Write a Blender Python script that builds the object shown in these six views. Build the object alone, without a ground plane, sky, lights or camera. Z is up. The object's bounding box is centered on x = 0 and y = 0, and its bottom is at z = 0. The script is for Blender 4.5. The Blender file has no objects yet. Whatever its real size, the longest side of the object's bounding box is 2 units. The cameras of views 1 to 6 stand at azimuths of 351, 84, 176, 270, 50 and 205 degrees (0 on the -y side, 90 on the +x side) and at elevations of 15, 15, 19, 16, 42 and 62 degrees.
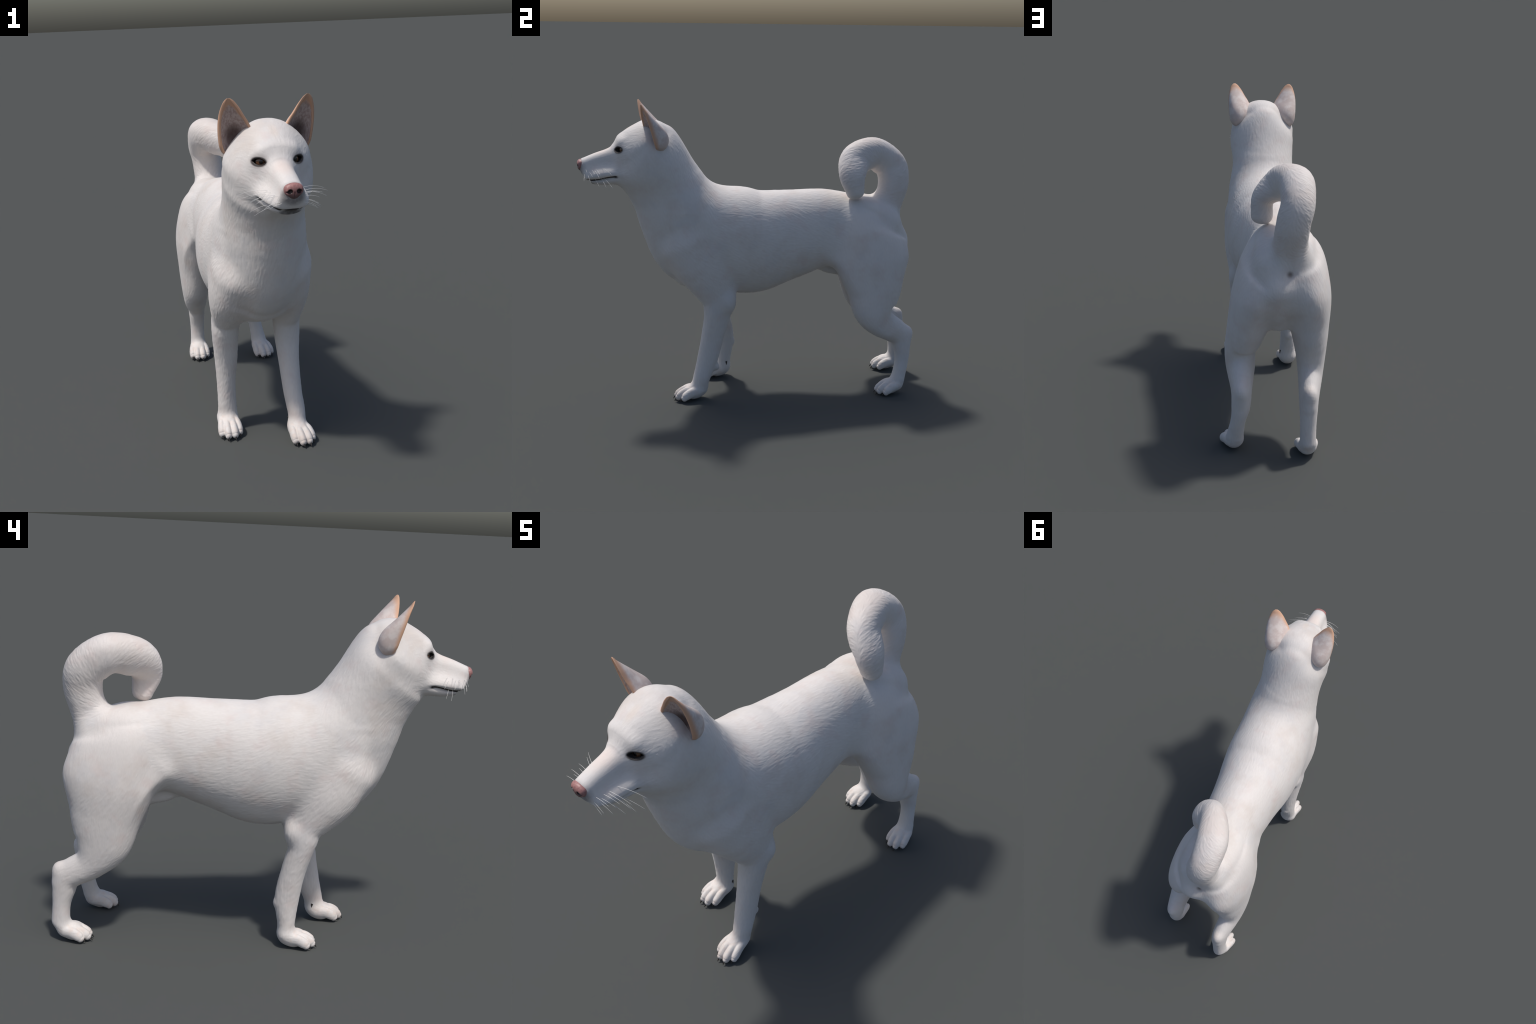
"""White short-haired dog with prick ears and a curled tail, standing.

The body is modelled as an implicit surface: lofted limbs, neck, torso, tail and
head masses joined by smooth unions, turned into one smooth mesh, given hair
relief that runs along the coat's direction, and split into named body parts."""
import bpy, bmesh, math
import numpy as np
from mathutils import Vector, Matrix

rng = np.random.default_rng(7)
F = np.float32

# ----------------------------------------------------------------------------
# head frame: s = to the dog's left (+x), f = forward, z = up
# ----------------------------------------------------------------------------
HO = np.array([.058, -.642, 0.0])
HS = np.array([.9965, .084, 0.0])
HF = np.array([.084, -.9965, 0.0])
HZ = np.array([0, 0, 1.0])


def hp(s, f, z):
    return HO + HS * s + HF * f + HZ * z


# ----------------------------------------------------------------------------
# implicit primitives
# ----------------------------------------------------------------------------
def spline(st, m):
    """Catmull-Rom through the control stations"""
    st = np.asarray(st, float)
    p = np.vstack([2 * st[0] - st[1], st, 2 * st[-1] - st[-2]])
    out = []
    t = np.linspace(0, 1, m, endpoint=False)[:, None]
    for i in range(len(st) - 1):
        a, b, c, d = p[i:i + 4]
        out.append(.5 * ((2 * b) + (c - a) * t + (2 * a - 5 * b + 4 * c - d) * t ** 2
                         + (-a + 3 * b - 3 * c + d) * t ** 3))
    out.append(st[-1:])
    return np.vstack(out)


class Loft:
    """swept section: stations (x, y, z, half width, radius above, radius below)"""
    def __init__(self, st, k=.03, lat=(1, 0, 0), n=2.0, cap=1.0, m=8, flow=(1, 0, 0)):
        self.arg = dict(st=np.array(st, float), k=k, lat=lat, n=n, cap=cap, m=m, flow=flow)
        S = spline(st, m)
        c = S[:, :3]
        R = np.maximum(S[:, 3:6], .004)
        T = np.gradient(c, axis=0)
        T /= np.linalg.norm(T, axis=1)[:, None]
        lat = np.asarray(lat, float)
        L = lat - (T @ lat)[:, None] * T
        L /= np.linalg.norm(L, axis=1)[:, None]
        V = np.cross(T, L)
        self.c, self.R, self.T, self.L, self.V = [a.astype(F) for a in (c, R, T, L, V)]
        self.k, self.n, self.cap = k, n, cap
        r = R.max(1)[:, None]
        self.lo, self.hi = (c - r).min(0), (c + r).max(0)
        self.flow = flow

    def __call__(self, p):
        c = self.c
        i = ((c ** 2).sum(1)[None] - 2 * p @ c.T).argmin(1)
        w = ((p - c[i]) * self.T[i]).sum(1)
        i0 = np.clip(np.where(w < 0, i - 1, i), 0, len(c) - 2)
        i1 = i0 + 1
        seg = c[i1] - c[i0]
        f = np.clip(((p - c[i0]) * seg).sum(1) / (seg ** 2).sum(1), 0, 1)[:, None]
        ip = lambda A: A[i0] * (1 - f) + A[i1] * f
        q = p - ip(c)
        r = ip(self.R)
        l = (q * ip(self.L)).sum(1)
        v = (q * ip(self.V)).sum(1)
        w = (q * ip(self.T)).sum(1)
        b = np.where(v > 0, r[:, 1], r[:, 2])
        a = r[:, 0]
        cc = self.cap * np.minimum(a, np.minimum(r[:, 1], r[:, 2]))
        n = self.n
        al, av, aw = np.abs(l / a), np.abs(v / b), np.abs(w / cc)
        if n == 2.0:
            k = np.sqrt(al * al + av * av + aw * aw) + 1e-6
            g = np.sqrt((al / a) ** 2 + (av / b) ** 2 + (aw / cc) ** 2) + 1e-6
            return k * (k - 1) / g
        k = (al ** n + av ** n + aw ** n) ** (1 / n) + 1e-6
        g = np.sqrt((al ** (n - 1) / a) ** 2 + (av ** (n - 1) / b) ** 2
                    + (aw ** (n - 1) / cc) ** 2) / k ** (n - 1) + 1e-6
        return (k - 1) / g

    def hair(self, p):
        i = ((self.c ** 2).sum(1)[None] - 2 * p @ self.c.T).argmin(1)
        t, l, v = self.flow
        return self.T[i] * t + self.L[i] * l + self.V[i] * v


class Blob:
    """ellipsoid with its own axes"""
    def __init__(self, c, r, axes=None, k=.02, flow=(0, 1, -.3)):
        self.c = np.asarray(c, F)
        self.r = np.asarray(r, F)
        self.A = np.asarray(axes if axes is not None else np.eye(3), F)
        self.A /= np.linalg.norm(self.A, axis=1)[:, None]
        m = float(max(r))
        self.lo, self.hi = self.c - m, self.c + m
        self.k = k
        self.fl = np.asarray(flow, F)

    def __call__(self, p):
        q = (p - self.c) @ self.A.T
        k = np.sqrt(((q / self.r) ** 2).sum(1)) + 1e-6
        g = np.sqrt(((q / self.r ** 2) ** 2).sum(1)) + 1e-6
        return k * (k - 1) / g

    def hair(self, p):
        return np.broadcast_to(self.fl, p.shape)


def smin(a, b, k):
    h = np.maximum(k - np.abs(a - b), 0) / k
    return np.minimum(a, b) - h * h * (k * .25)


def smax(a, b, k):
    return -smin(-a, -b, k)


def culled(pr, p, margin=.09):
    """evaluate only near the primitive; further off a lower bound is enough"""
    lo, hi = pr.lo - margin, pr.hi + margin
    out = np.maximum(np.maximum(lo - p, p - hi), 0)
    d = np.sqrt((out ** 2).sum(1)) + F(margin * .9)
    m = (out.max(1) <= 0)
    if m.any():
        d[m] = pr(np.ascontiguousarray(p[m]))
    return d.astype(F)


HAX = np.stack([HS, HF, HZ])


def hblob(s, f, z, rs, rf, rz, k=.02, pitch=0.0, yaw=0.0):
    """ellipsoid in the head frame, pitched nose-up and yawed outward"""
    cp, sp, cy, sy = math.cos(pitch), math.sin(pitch), math.cos(yaw), math.sin(yaw)
    fw = HF * cp * cy + HS * cp * sy + HZ * sp
    sd = HS * cy - HF * sy
    up = np.cross(sd, fw)
    return Blob(hp(s, f, z), (rs, rf, rz), np.stack([sd, fw, up]), k)


def hloft(st, **kw):
    return Loft([tuple(hp(*q[:3])) + tuple(q[3:]) for q in st], lat=HS, **kw)


# ----------------------------------------------------------------------------
# body masses
# ----------------------------------------------------------------------------
G = {}          # region name -> list of primitives

G['torso'] = [
    Loft([(-0.063, 0.822, 0.977, 0.121, 0.166, 0.187), (-0.044, 0.652, 0.970, 0.169, 0.209, 0.202),
          (-0.019, 0.450, 0.953, 0.185, 0.268, 0.193), (-0.004, 0.247, 0.926, 0.205, 0.293, 0.238),
          (0.007, 0.042, 0.914, 0.237, 0.303, 0.304), (0.018, -0.115, 0.920, 0.243, 0.325, 0.309),
          (0.027, -0.307, 0.896, 0.213, 0.318, 0.272), (0.050, -0.449, 0.900, 0.172, 0.248, 0.201),
          (0.055, -0.504, 0.896, 0.097, 0.121, 0.095)],
         k=.03, cap=.7, m=12, n=2.07, flow=(-1, 0, -.35)),
    # breast
    Blob((.042, -.400, .862), (.150, .158, .176), k=.05, flow=(0, .3, -1)),
    # left side of the croup
    Blob((.025, .790, .990), (.090, .086, .098), k=.05, flow=(0, .4, -1)),
    # sheath under the belly
    Loft([(-0.024, 0.374, 0.758, 0.020, 0.010, 0.025), (-0.029, 0.453, 0.733, 0.042, 0.028, 0.039),
          (-0.033, 0.541, 0.714, 0.044, 0.030, 0.040)], k=.03, flow=(1, 0, 0)),
    # muscle between the thighs
    Loft([(-0.000, 0.855, 0.914, 0.093, 0.087, 0.093), (-0.011, 0.808, 0.805, 0.069, 0.086, 0.085),
          (-0.015, 0.767, 0.715, 0.050, 0.067, 0.072)], k=.05, flow=(1, 0, 0)),
]
G['neck'] = [
    Loft([(0.036, -0.226, 0.976, 0.180, 0.187, 0.271), (0.047, -0.362, 1.098, 0.205, 0.191, 0.299),
          (0.046, -0.464, 1.255, 0.186, 0.184, 0.255), (0.050, -0.550, 1.395, 0.194, 0.170, 0.229),
          (0.039, -0.608, 1.469, 0.181, 0.119, 0.151)],
         k=.05, cap=.7, m=12, flow=(-1, 0, -.25)),
]
G['head'] = [
    # skull and muzzle: height of the widest level, half width, reach above, reach below
    hloft([(0, -.130, 1.419, .108, .188, .149), (0, -.075, 1.423, .141, .212, .149),
           (0, -.020, 1.422, .151, .211, .139), (0, .035, 1.420, .136, .184, .130),
           (0, .080, 1.416, .114, .157, .125), (0, .118, 1.410, .090, .127, .110),
           (0, .150, 1.406, .068, .092, .085), (0, .180, 1.402, .058, .075, .065),
           (0, .245, 1.390, .052, .065, .050), (0, .312, 1.376, .047, .053, .040)],
          k=.03, cap=.75, m=14, n=2.3, flow=(-1, 0, -.1)),
    # upper lips
    hloft([(0, .06, 1.350, .108, .062, .048), (0, .15, 1.346, .101, .056, .022),
           (0, .245, 1.334, .091, .052, .025), (0, .303, 1.326, .067, .041, .018)],
          k=.04, cap=.7, m=12, flow=(-1, 0, -.2)),
    # lower jaw
    hloft([(0, .04, 1.350, .104, .040, .050), (0, .14, 1.321, .091, .030, .040),
           (0, .22, 1.303, .071, .020, .029), (0, .276, 1.302, .051, .014, .020)],
          k=.014, cap=.6, m=12, flow=(-1, 0, 0)),
]
EYE = {}
for sg in (1, -1):
    g = HS * (.50 * sg) + HF * .85 + HZ * .08
    g /= np.linalg.norm(g)
    EYE[sg] = (hp(.062 * sg, .088, 1.478), g)
    G['head'] += [
        hblob(.078 * sg, .000, 1.375, .062, .075, .070, k=.05),        # cheek
        hblob(.054 * sg, .104, 1.523, .029, .021, .017, k=.034),        # brow
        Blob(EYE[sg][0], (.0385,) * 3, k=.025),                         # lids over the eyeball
    ]


def leg(st, k=.035):
    return Loft(st, k=k, m=12, flow=(1, 0, -.25))


LEGS = {
    'foreleg': [
        [(-0.090, -0.399, 0.905, 0.103, 0.141, 0.122), (-0.118, -0.331, 0.772, 0.092, 0.123, 0.121),
         (-0.124, -0.246, 0.640, 0.072, 0.084, 0.091), (-0.131, -0.230, 0.559, 0.067, 0.061, 0.069),
         (-0.129, -0.192, 0.408, 0.058, 0.054, 0.066), (-0.132, -0.167, 0.259, 0.047, 0.055, 0.066),
         (-0.132, -0.165, 0.125, 0.048, 0.043, 0.044), (-0.134, -0.163, 0.073, 0.052, 0.042, 0.040)],
        [(0.182, -0.381, 0.933, 0.093, 0.139, 0.134), (0.194, -0.311, 0.777, 0.082, 0.116, 0.140),
         (0.181, -0.239, 0.626, 0.067, 0.084, 0.122), (0.179, -0.243, 0.524, 0.063, 0.053, 0.105),
         (0.181, -0.262, 0.393, 0.052, 0.048, 0.085), (0.190, -0.286, 0.236, 0.046, 0.053, 0.067),
         (0.202, -0.311, 0.125, 0.044, 0.053, 0.046), (0.202, -0.317, 0.072, 0.038, 0.056, 0.041)]],
    'hindleg': [
        [(-0.113, 0.669, 1.080, 0.071, 0.105, 0.148), (-0.137, 0.660, 1.002, 0.110, 0.143, 0.198),
         (-0.165, 0.684, 0.831, 0.122, 0.183, 0.255), (-0.180, 0.715, 0.654, 0.101, 0.155, 0.190),
         (-0.190, 0.737, 0.508, 0.079, 0.123, 0.142), (-0.188, 0.793, 0.405, 0.065, 0.067, 0.099),
         (-0.176, 0.902, 0.329, 0.052, 0.053, 0.087), (-0.175, 0.928, 0.257, 0.046, 0.045, 0.067),
         (-0.175, 0.941, 0.182, 0.042, 0.035, 0.053), (-0.177, 0.946, 0.094, 0.042, 0.036, 0.053)],
        [(0.056, 0.722, 1.083, 0.060, 0.119, 0.149), (0.076, 0.678, 0.989, 0.111, 0.147, 0.198),
         (0.112, 0.670, 0.822, 0.121, 0.178, 0.260), (0.149, 0.689, 0.649, 0.106, 0.138, 0.200),
         (0.182, 0.690, 0.513, 0.084, 0.095, 0.150), (0.180, 0.743, 0.425, 0.076, 0.062, 0.120),
         (0.175, 0.866, 0.356, 0.055, 0.056, 0.084), (0.177, 0.893, 0.270, 0.049, 0.042, 0.058),
         (0.190, 0.893, 0.190, 0.039, 0.034, 0.047), (0.204, 0.876, 0.097, 0.044, 0.036, 0.043)]]}
LEGNAMES = []
for kind, two in LEGS.items():
    for i, st in enumerate(two):
        nm = kind + ('' if i == 0 else '.001')
        LEGNAMES.append(nm)
        G[nm] = [leg(st)]
# fold of skin from the belly to the stifle
G['hindleg'] += [Loft([(-0.132, 0.476, 0.876, 0.069, 0.030, 0.060), (-0.160, 0.557, 0.788, 0.070, 0.017, 0.060),
          (-0.152, 0.621, 0.677, 0.049, 0.015, 0.049)], k=.05, flow=(1, 0, 0))]
G['hindleg.001'] += [Loft([(0.098, 0.450, 0.870, 0.040, 0.042, 0.058), (0.144, 0.545, 0.780, 0.045, 0.036, 0.062),
          (0.163, 0.618, 0.662, 0.057, 0.033, 0.056)], k=.05, flow=(1, 0, 0))]
# point of the hock
G['hindleg'] += [Blob((-.178, .958, .370), (.026, .030, .036), k=.03, flow=(0, .3, -1))]
G['hindleg.001'] += [Blob((.175, .930, .372), (.026, .030, .036), k=.03, flow=(0, .3, -1))]
# elbow, wrist pad
G['foreleg'] += [Blob((-.140, -.166, .605), (.042, .036, .050), k=.05, flow=(0, .2, -1)),
                 Blob((-.130, -.118, .232), (.020, .022, .024), k=.018, flow=(0, 0, -1))]
G['foreleg.001'] += [Blob((.196, -.158, .600), (.042, .036, .050), k=.05, flow=(0, .2, -1)),
                     Blob((.191, -.229, .195), (.020, .022, .024), k=.018, flow=(0, 0, -1))]

G['tail'] = [Loft([(-0.087, 0.784, 1.086, 0.050, 0.079, 0.074), (-0.058, 0.832, 1.157, 0.082, 0.088, 0.078),
                   (-0.066, 0.858, 1.265, 0.085, 0.094, 0.089), (-0.085, 0.842, 1.360, 0.085, 0.089, 0.105),
                   (-0.075, 0.736, 1.438, 0.089, 0.080, 0.108), (-0.005, 0.613, 1.399, 0.075, 0.091, 0.100),
                   (0.075, 0.580, 1.316, 0.059, 0.078, 0.078), (0.082, 0.592, 1.219, 0.057, 0.047, 0.058)],
                  k=.03, cap=.9, m=14, n=2.12, flow=(.45, .25, 1))]

# ---- feet: ankle point, heading (degrees towards +x) -----------------------
FEET = {'foot': (-.135, -.172, 2), 'foot.001': (.196, -.330, 11),
        'foot.002': (-.176, .945, 0), 'foot.003': (.206, .880, 11)}
CLAWS = {}
for nm, (ax, ay, deg) in FEET.items():
    a = math.radians(deg)
    fw = np.array([math.sin(a), -math.cos(a), 0])
    sd = np.array([math.cos(a), math.sin(a), 0])
    up = HZ
    P = lambda s, f, z: np.array([ax, ay, 0]) + sd * s + fw * f + up * z
    ax3 = np.stack([sd, fw, up])
    hb = .018 if ay > 0 else 0.0          # hind heels lift off the ground further forward
    G[nm] = [Blob(P(0, .036 + hb, .045), (.050, .056 - hb * .3, .046), ax3, k=.03, flow=fw),
             Blob(P(0, .000 + hb * .4, .060), (.045, .040 - hb * .2, .042), ax3, k=.025, flow=fw)]
    CLAWS[nm] = []
    for s, tip in ((-.043, .098), (-.0165, .127), (.0165, .127), (.043, .098)):
        out = s * .10
        toe = Loft([tuple(P(s * .75, tip - .080, .058)) + (.020, .024, .030),
                    tuple(P(s * .95, tip - .042, .052)) + (.0192, .026, .030),
                    tuple(P(s + out * .3, tip - .012, .034)) + (.0195, .026, .024),
                    tuple(P(s + out * .5, tip + .000, .024)) + (.0165, .020, .019)],
                   k=.0055, lat=sd, m=6, cap=1.0, flow=(1, 0, 0))
        G[nm].append(toe)
        CLAWS[nm].append((P(s + out * .5, tip - .004, .024), fw * .92 + sd * (out * 6) * .5))

REGIONS = list(G)
BLEND = {'torso': .03, 'neck': .11, 'head': .09, 'tail': .065,
         'foreleg': .055, 'foreleg.001': .055, 'hindleg': .08, 'hindleg.001': .08,
         'foot': .025, 'foot.001': .025, 'foot.002': .025, 'foot.003': .025}
MOUTH = None     # filled in once the muzzle can be projected on


def tube_dist(p, path, r):
    """distance to a polyline with per-point radius"""
    lo, hi = path.min(0) - .06, path.max(0) + .06
    d = np.full(len(p), .06, F)
    m = ((p > lo) & (p < hi)).all(1)
    if m.any():
        q = p[m]
        best = np.full(len(q), 9, F)
        for a, b, ra, rb in zip(path[:-1], path[1:], r[:-1], r[1:]):
            ab = b - a
            t = np.clip(((q - a) @ ab) / (ab @ ab), 0, 1)
            e = np.sqrt(((q - a - t[:, None] * ab) ** 2).sum(1)) - (ra + (rb - ra) * t)
            best = np.minimum(best, e)
        d[m] = best
    return d


def group(nm, p, margin=.10):
    g = G[nm]
    lo = np.min([pr.lo for pr in g], 0).astype(F) - F(margin)
    hi = np.max([pr.hi for pr in g], 0).astype(F) + F(margin)
    out = np.maximum(np.maximum(lo - p, p - hi), 0)
    d = np.maximum(np.maximum(out[:, 0], out[:, 1]), out[:, 2])
    m = d <= 0
    d = d + F(margin * .9)
    if m.any():
        q = np.ascontiguousarray(p[m])
        e = None
        for pr in g:
            x = pr(q) if pr is g[0] else culled(pr, q)
            e = x if e is None else smin(e, x, F(pr.k))
        d[m] = np.minimum(e, F(margin * .9))
    return d


def almond(q, w=.033, h=.0150):
    """2-D distance to an almond eye opening; q = (across, up)"""
    R = (w * w + h * h) / (2 * h)
    o = R - h
    return np.maximum(np.hypot(q[:, 0], q[:, 1] + o), np.hypot(q[:, 0], q[:, 1] - o)) - R


def eye_axes(sg):
    c, g = EYE[sg]
    out = np.cross(HZ, g) * -1
    out = HS * sg - g * ((HS * sg) @ g)
    out /= np.linalg.norm(out)
    out = out + HZ * .13              # outer corner a touch higher
    out -= g * (out @ g)
    out /= np.linalg.norm(out)
    up = np.cross(g, out) * sg
    if up[2] < 0:
        up = -up
    return c, g, out, up


def body(p, labels=False):
    p = np.asarray(p, F)
    ds = {nm: group(nm, p) for nm in REGIONS}
    d = None
    for nm in REGIONS:
        k = F(BLEND[nm])
        if nm == 'tail':                 # melts into the rump, but its tip lies free on the back
            k = F(.012) + F(.052) * np.clip((p[:, 1] - F(.69)) / F(.07), 0, 1)
        d = ds[nm] if d is None else smin(d, ds[nm], k)
    # soles stand flat
    d = smax(d, F(-.0045) - p[:, 2], F(.010))
    # eye openings
    for sg in (1, -1):
        c, g, out, up = eye_axes(sg)
        q = p - c.astype(F)
        m = (q ** 2).sum(1) < .07 ** 2
        if m.any():
            qq = q[m]
            al = almond(np.stack([qq @ out, qq @ up], 1).astype(F))
            depth = .012 - qq @ g
            cut = np.maximum(al, depth)
            d[m] = smax(d[m], -cut.astype(F), F(.004))
    # mouth crease
    if MOUTH is not None:
        d = smax(d, -tube_dist(p, *MOUTH), F(.006))
    # anal dent
    e = np.sqrt(((p - np.array([-.054, .905, 1.006], F)) ** 2).sum(1)) - F(.012)
    d = smax(d, -e, F(.02))
    if labels:
        return d, np.stack([ds[n] for n in REGIONS]).argmin(0)
    return d


def gradient(fn, p, h=.002):
    g = np.stack([fn(p + np.eye(3, dtype=F)[i] * F(h)) - fn(p - np.eye(3, dtype=F)[i] * F(h))
                  for i in range(3)], 1)
    return g / (np.linalg.norm(g, axis=1)[:, None] + 1e-9)


def project(p, it=6):
    p = np.asarray(p, F)
    for _ in range(it):
        p = p - gradient(body, p) * body(p)[:, None]
    return p


# ---- mouth line on the muzzle ----------------------------------------------
half = spline([(.093, .142, 1.334), (.087, .160, 1.338), (.078, .19, 1.333), (.066, .225, 1.322),
               (.055, .26, 1.312), (.040, .290, 1.305), (.020, .305, 1.303), (0, .309, 1.304)], 4)
line = np.array([hp(*q) for q in half] + [hp(-q[0], q[1], q[2]) for q in half[-2::-1]])
line = project(line).astype(F)
nl = len(line)
u = np.abs(np.linspace(-1, 1, nl))
MOUTH = (line, (.0036 - .0008 * u ** 6).astype(F))
MOUTH_N = gradient(body, line + 0)


# ----------------------------------------------------------------------------
# implicit surface -> quad mesh (naive surface nets, sparse evaluation)
# ----------------------------------------------------------------------------
def surface_net(fn, lo, hi, h, ratio=4, band=.029):
    lo = np.asarray(lo, float)
    n = [int(math.ceil((hi[i] - lo[i]) / (h * ratio))) for i in range(3)]
    H = h * ratio
    ax = [lo[i] + np.arange(n[i] + 1) * H for i in range(3)]
    C = np.stack(np.meshgrid(*ax, indexing='ij'), -1).reshape(-1, 3).astype(F)
    D = np.concatenate([fn(c) for c in np.array_split(C, max(1, len(C) // 200000))])
    D = D.reshape(n[0] + 1, n[1] + 1, n[2] + 1)
    near = np.abs(D) < band
    act = np.zeros(n, bool)
    for a in (0, 1):
        for b in (0, 1):
            for c in (0, 1):
                act |= near[a:a + n[0], b:b + n[1], c:c + n[2]]
    N = [k * ratio + 1 for k in n]
    # start from the coarse sign, then fill active blocks exactly
    idx = [np.minimum(np.arange(k) // ratio, n[i] - 1) for i, k in enumerate(N)]
    fld = D[np.ix_(*[np.minimum(i, n[j]) for j, i in enumerate(idx)])].astype(F)
    need = np.zeros(N, bool)
    blk = np.argwhere(act)
    r = np.arange(ratio + 1)
    for a in r:
        for b in r:
            for c in r:
                need[blk[:, 0] * ratio + a, blk[:, 1] * ratio + b, blk[:, 2] * ratio + c] = True
    ii = np.argwhere(need)
    pts = (lo + ii * h).astype(F)
    val = np.concatenate([fn(c) for c in np.array_split(pts, max(1, len(pts) // 200000))])
    fld[need] = val
    ins = fld < 0
    # cells with a sign change
    s = np.zeros([k - 1 for k in N], np.int8)
    for a in (0, 1):
        for b in (0, 1):
            for c in (0, 1):
                s += ins[a:N[0] - 1 + a, b:N[1] - 1 + b, c:N[2] - 1 + c]
    cell = (s > 0) & (s < 8)
    cid = np.full(s.shape, -1, np.int64)
    cc = np.argwhere(cell)
    cid[cell] = np.arange(len(cc))
    corners = np.array([[a, b, c] for a in (0, 1) for b in (0, 1) for c in (0, 1)])
    vals = np.stack([fld[cc[:, 0] + a, cc[:, 1] + b, cc[:, 2] + c] for a, b, c in corners], 1)
    acc = np.zeros((len(cc), 3))
    cnt = np.zeros(len(cc))
    for i in range(8):
        for j in range(i + 1, 8):
            if np.abs(corners[i] - corners[j]).sum() != 1:
                continue
            m = (vals[:, i] < 0) != (vals[:, j] < 0)
            t = vals[m, i] / (vals[m, i] - vals[m, j])
            acc[m] += corners[i] + (corners[j] - corners[i]) * t[:, None]
            cnt[m] += 1
    V = lo + (cc + acc / cnt[:, None]) * h
    Q = []
    for axis in range(3):
        b, c = (axis + 1) % 3, (axis + 2) % 3
        sl0 = [slice(None)] * 3
        sl1 = [slice(None)] * 3
        sl0[axis] = slice(0, -1)
        sl1[axis] = slice(1, None)
        x = ins[tuple(sl0)] != ins[tuple(sl1)]
        e = np.argwhere(x)
        e = e[(e[:, b] > 0) & (e[:, c] > 0) & (e[:, b] < N[b] - 1) & (e[:, c] < N[c] - 1)]
        flip = ins[e[:, 0], e[:, 1], e[:, 2]]
        k = []
        for db, dc in ((-1, -1), (0, -1), (0, 0), (-1, 0)):
            o = e.copy()
            o[:, b] += db
            o[:, c] += dc
            k.append(cid[o[:, 0], o[:, 1], o[:, 2]])
        k = np.stack(k, 1)
        k[~flip] = k[~flip][:, ::-1]
        Q.append(k)
    return V, np.vstack(Q)


def subdivide(V, Q):
    e = np.stack([Q, np.roll(Q, -1, 1)], -1).reshape(-1, 2)
    es = np.sort(e, 1)
    key = es[:, 0] * len(V) + es[:, 1]
    uq, inv = np.unique(key, return_inverse=True)
    em = .5 * (V[uq // len(V)] + V[uq % len(V)])
    fm = V[Q].mean(1)
    nv, ne = len(V), len(em)
    E = inv.reshape(-1, 4) + nv
    C = np.arange(len(Q)) + nv + ne
    NQ = np.concatenate([np.stack([Q[:, i], E[:, i], C, E[:, i - 1]], 1) for i in range(4)])
    return np.vstack([V, em, fm]), NQ


def vnormals(V, Q):
    n = np.cross(V[Q[:, 2]] - V[Q[:, 0]], V[Q[:, 3]] - V[Q[:, 1]])
    out = np.stack([sum(np.bincount(Q[:, j], n[:, i], len(V)) for j in range(4)) for i in range(3)], 1)
    return out / (np.linalg.norm(out, axis=1)[:, None] + 1e-12)


def edges8(Q):
    e = np.vstack([Q[:, [0, 1]], Q[:, [1, 2]], Q[:, [2, 3]], Q[:, [3, 0]], Q[:, [0, 2]], Q[:, [1, 3]]])
    e = np.sort(e, 1)
    n = int(e.max()) + 1
    k = np.unique(e[:, 0] * n + e[:, 1])
    return np.stack([k // n, k % n], 1)


def tidy(V, Q, it=2):
    """even out the net tangentially"""
    e = np.vstack([Q[:, [0, 1]], Q[:, [1, 2]], Q[:, [2, 3]], Q[:, [3, 0]]])
    e = np.vstack([e, e[:, ::-1]])
    cnt = np.bincount(e[:, 0], minlength=len(V))[:, None]
    for _ in range(it):
        n = vnormals(V, Q)
        av = np.stack([np.bincount(e[:, 0], V[e[:, 1], i], len(V)) for i in range(3)], 1) / cnt
        d = av - V
        V = V + .6 * (d - n * (d * n).sum(1)[:, None])
    return V


def face_weight(V, lab):
    """1 where the exact implicit detail is kept (face, feet), 0 where flesh is smoothed"""
    f = (V - HO) @ HF
    w = np.where(np.isin(lab, [REGIONS.index(n) for n in REGIONS if n.startswith('foot')]), 1.0, 0.0)
    hd = (lab == REGIONS.index('head'))
    k = np.clip((f - .27) / .03, 0, 1)
    for sg in (1, -1):
        k = np.maximum(k, np.clip((.056 - np.linalg.norm(V - EYE[sg][0], axis=1)) / .014, 0, 1))
    k = np.maximum(k, np.clip((.022 - tube_dist(V.astype(F), MOUTH[0], MOUTH[1] * 0)) / .01, 0, 1))
    k = np.maximum(k, .22 * np.clip((f - .07) / .03, 0, 1) * np.clip((V[:, 2] - 1.33) / .04, 0, 1))
    w = np.where(hd, k, w)
    for c in ((-.130, -.112, .228), (.190, -.222, .190), (-.178, .975, .372), (.175, .948, .372)):   # wrist pads, hocks
        w = np.maximum(w, .8 * np.clip((.050 - np.linalg.norm(V - np.array(c), axis=1)) / .025, 0, 1))
    return w


def relax(V, Q, w, it, lam=.5, mu=-.52):
    """Taubin smoothing, strength w per vertex"""
    e = np.vstack([Q[:, [0, 1]], Q[:, [1, 2]], Q[:, [2, 3]], Q[:, [3, 0]]])
    e = np.vstack([e, e[:, ::-1]])
    cnt = np.bincount(e[:, 0], minlength=len(V))[:, None]
    for i in range(it):
        for k in ((lam, mu) if mu else (lam,)):
            av = np.stack([np.bincount(e[:, 0], V[e[:, 1], i], len(V)) for i in range(3)], 1) / cnt
            V = V + (av - V) * (k * w)[:, None]
    return V


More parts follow.
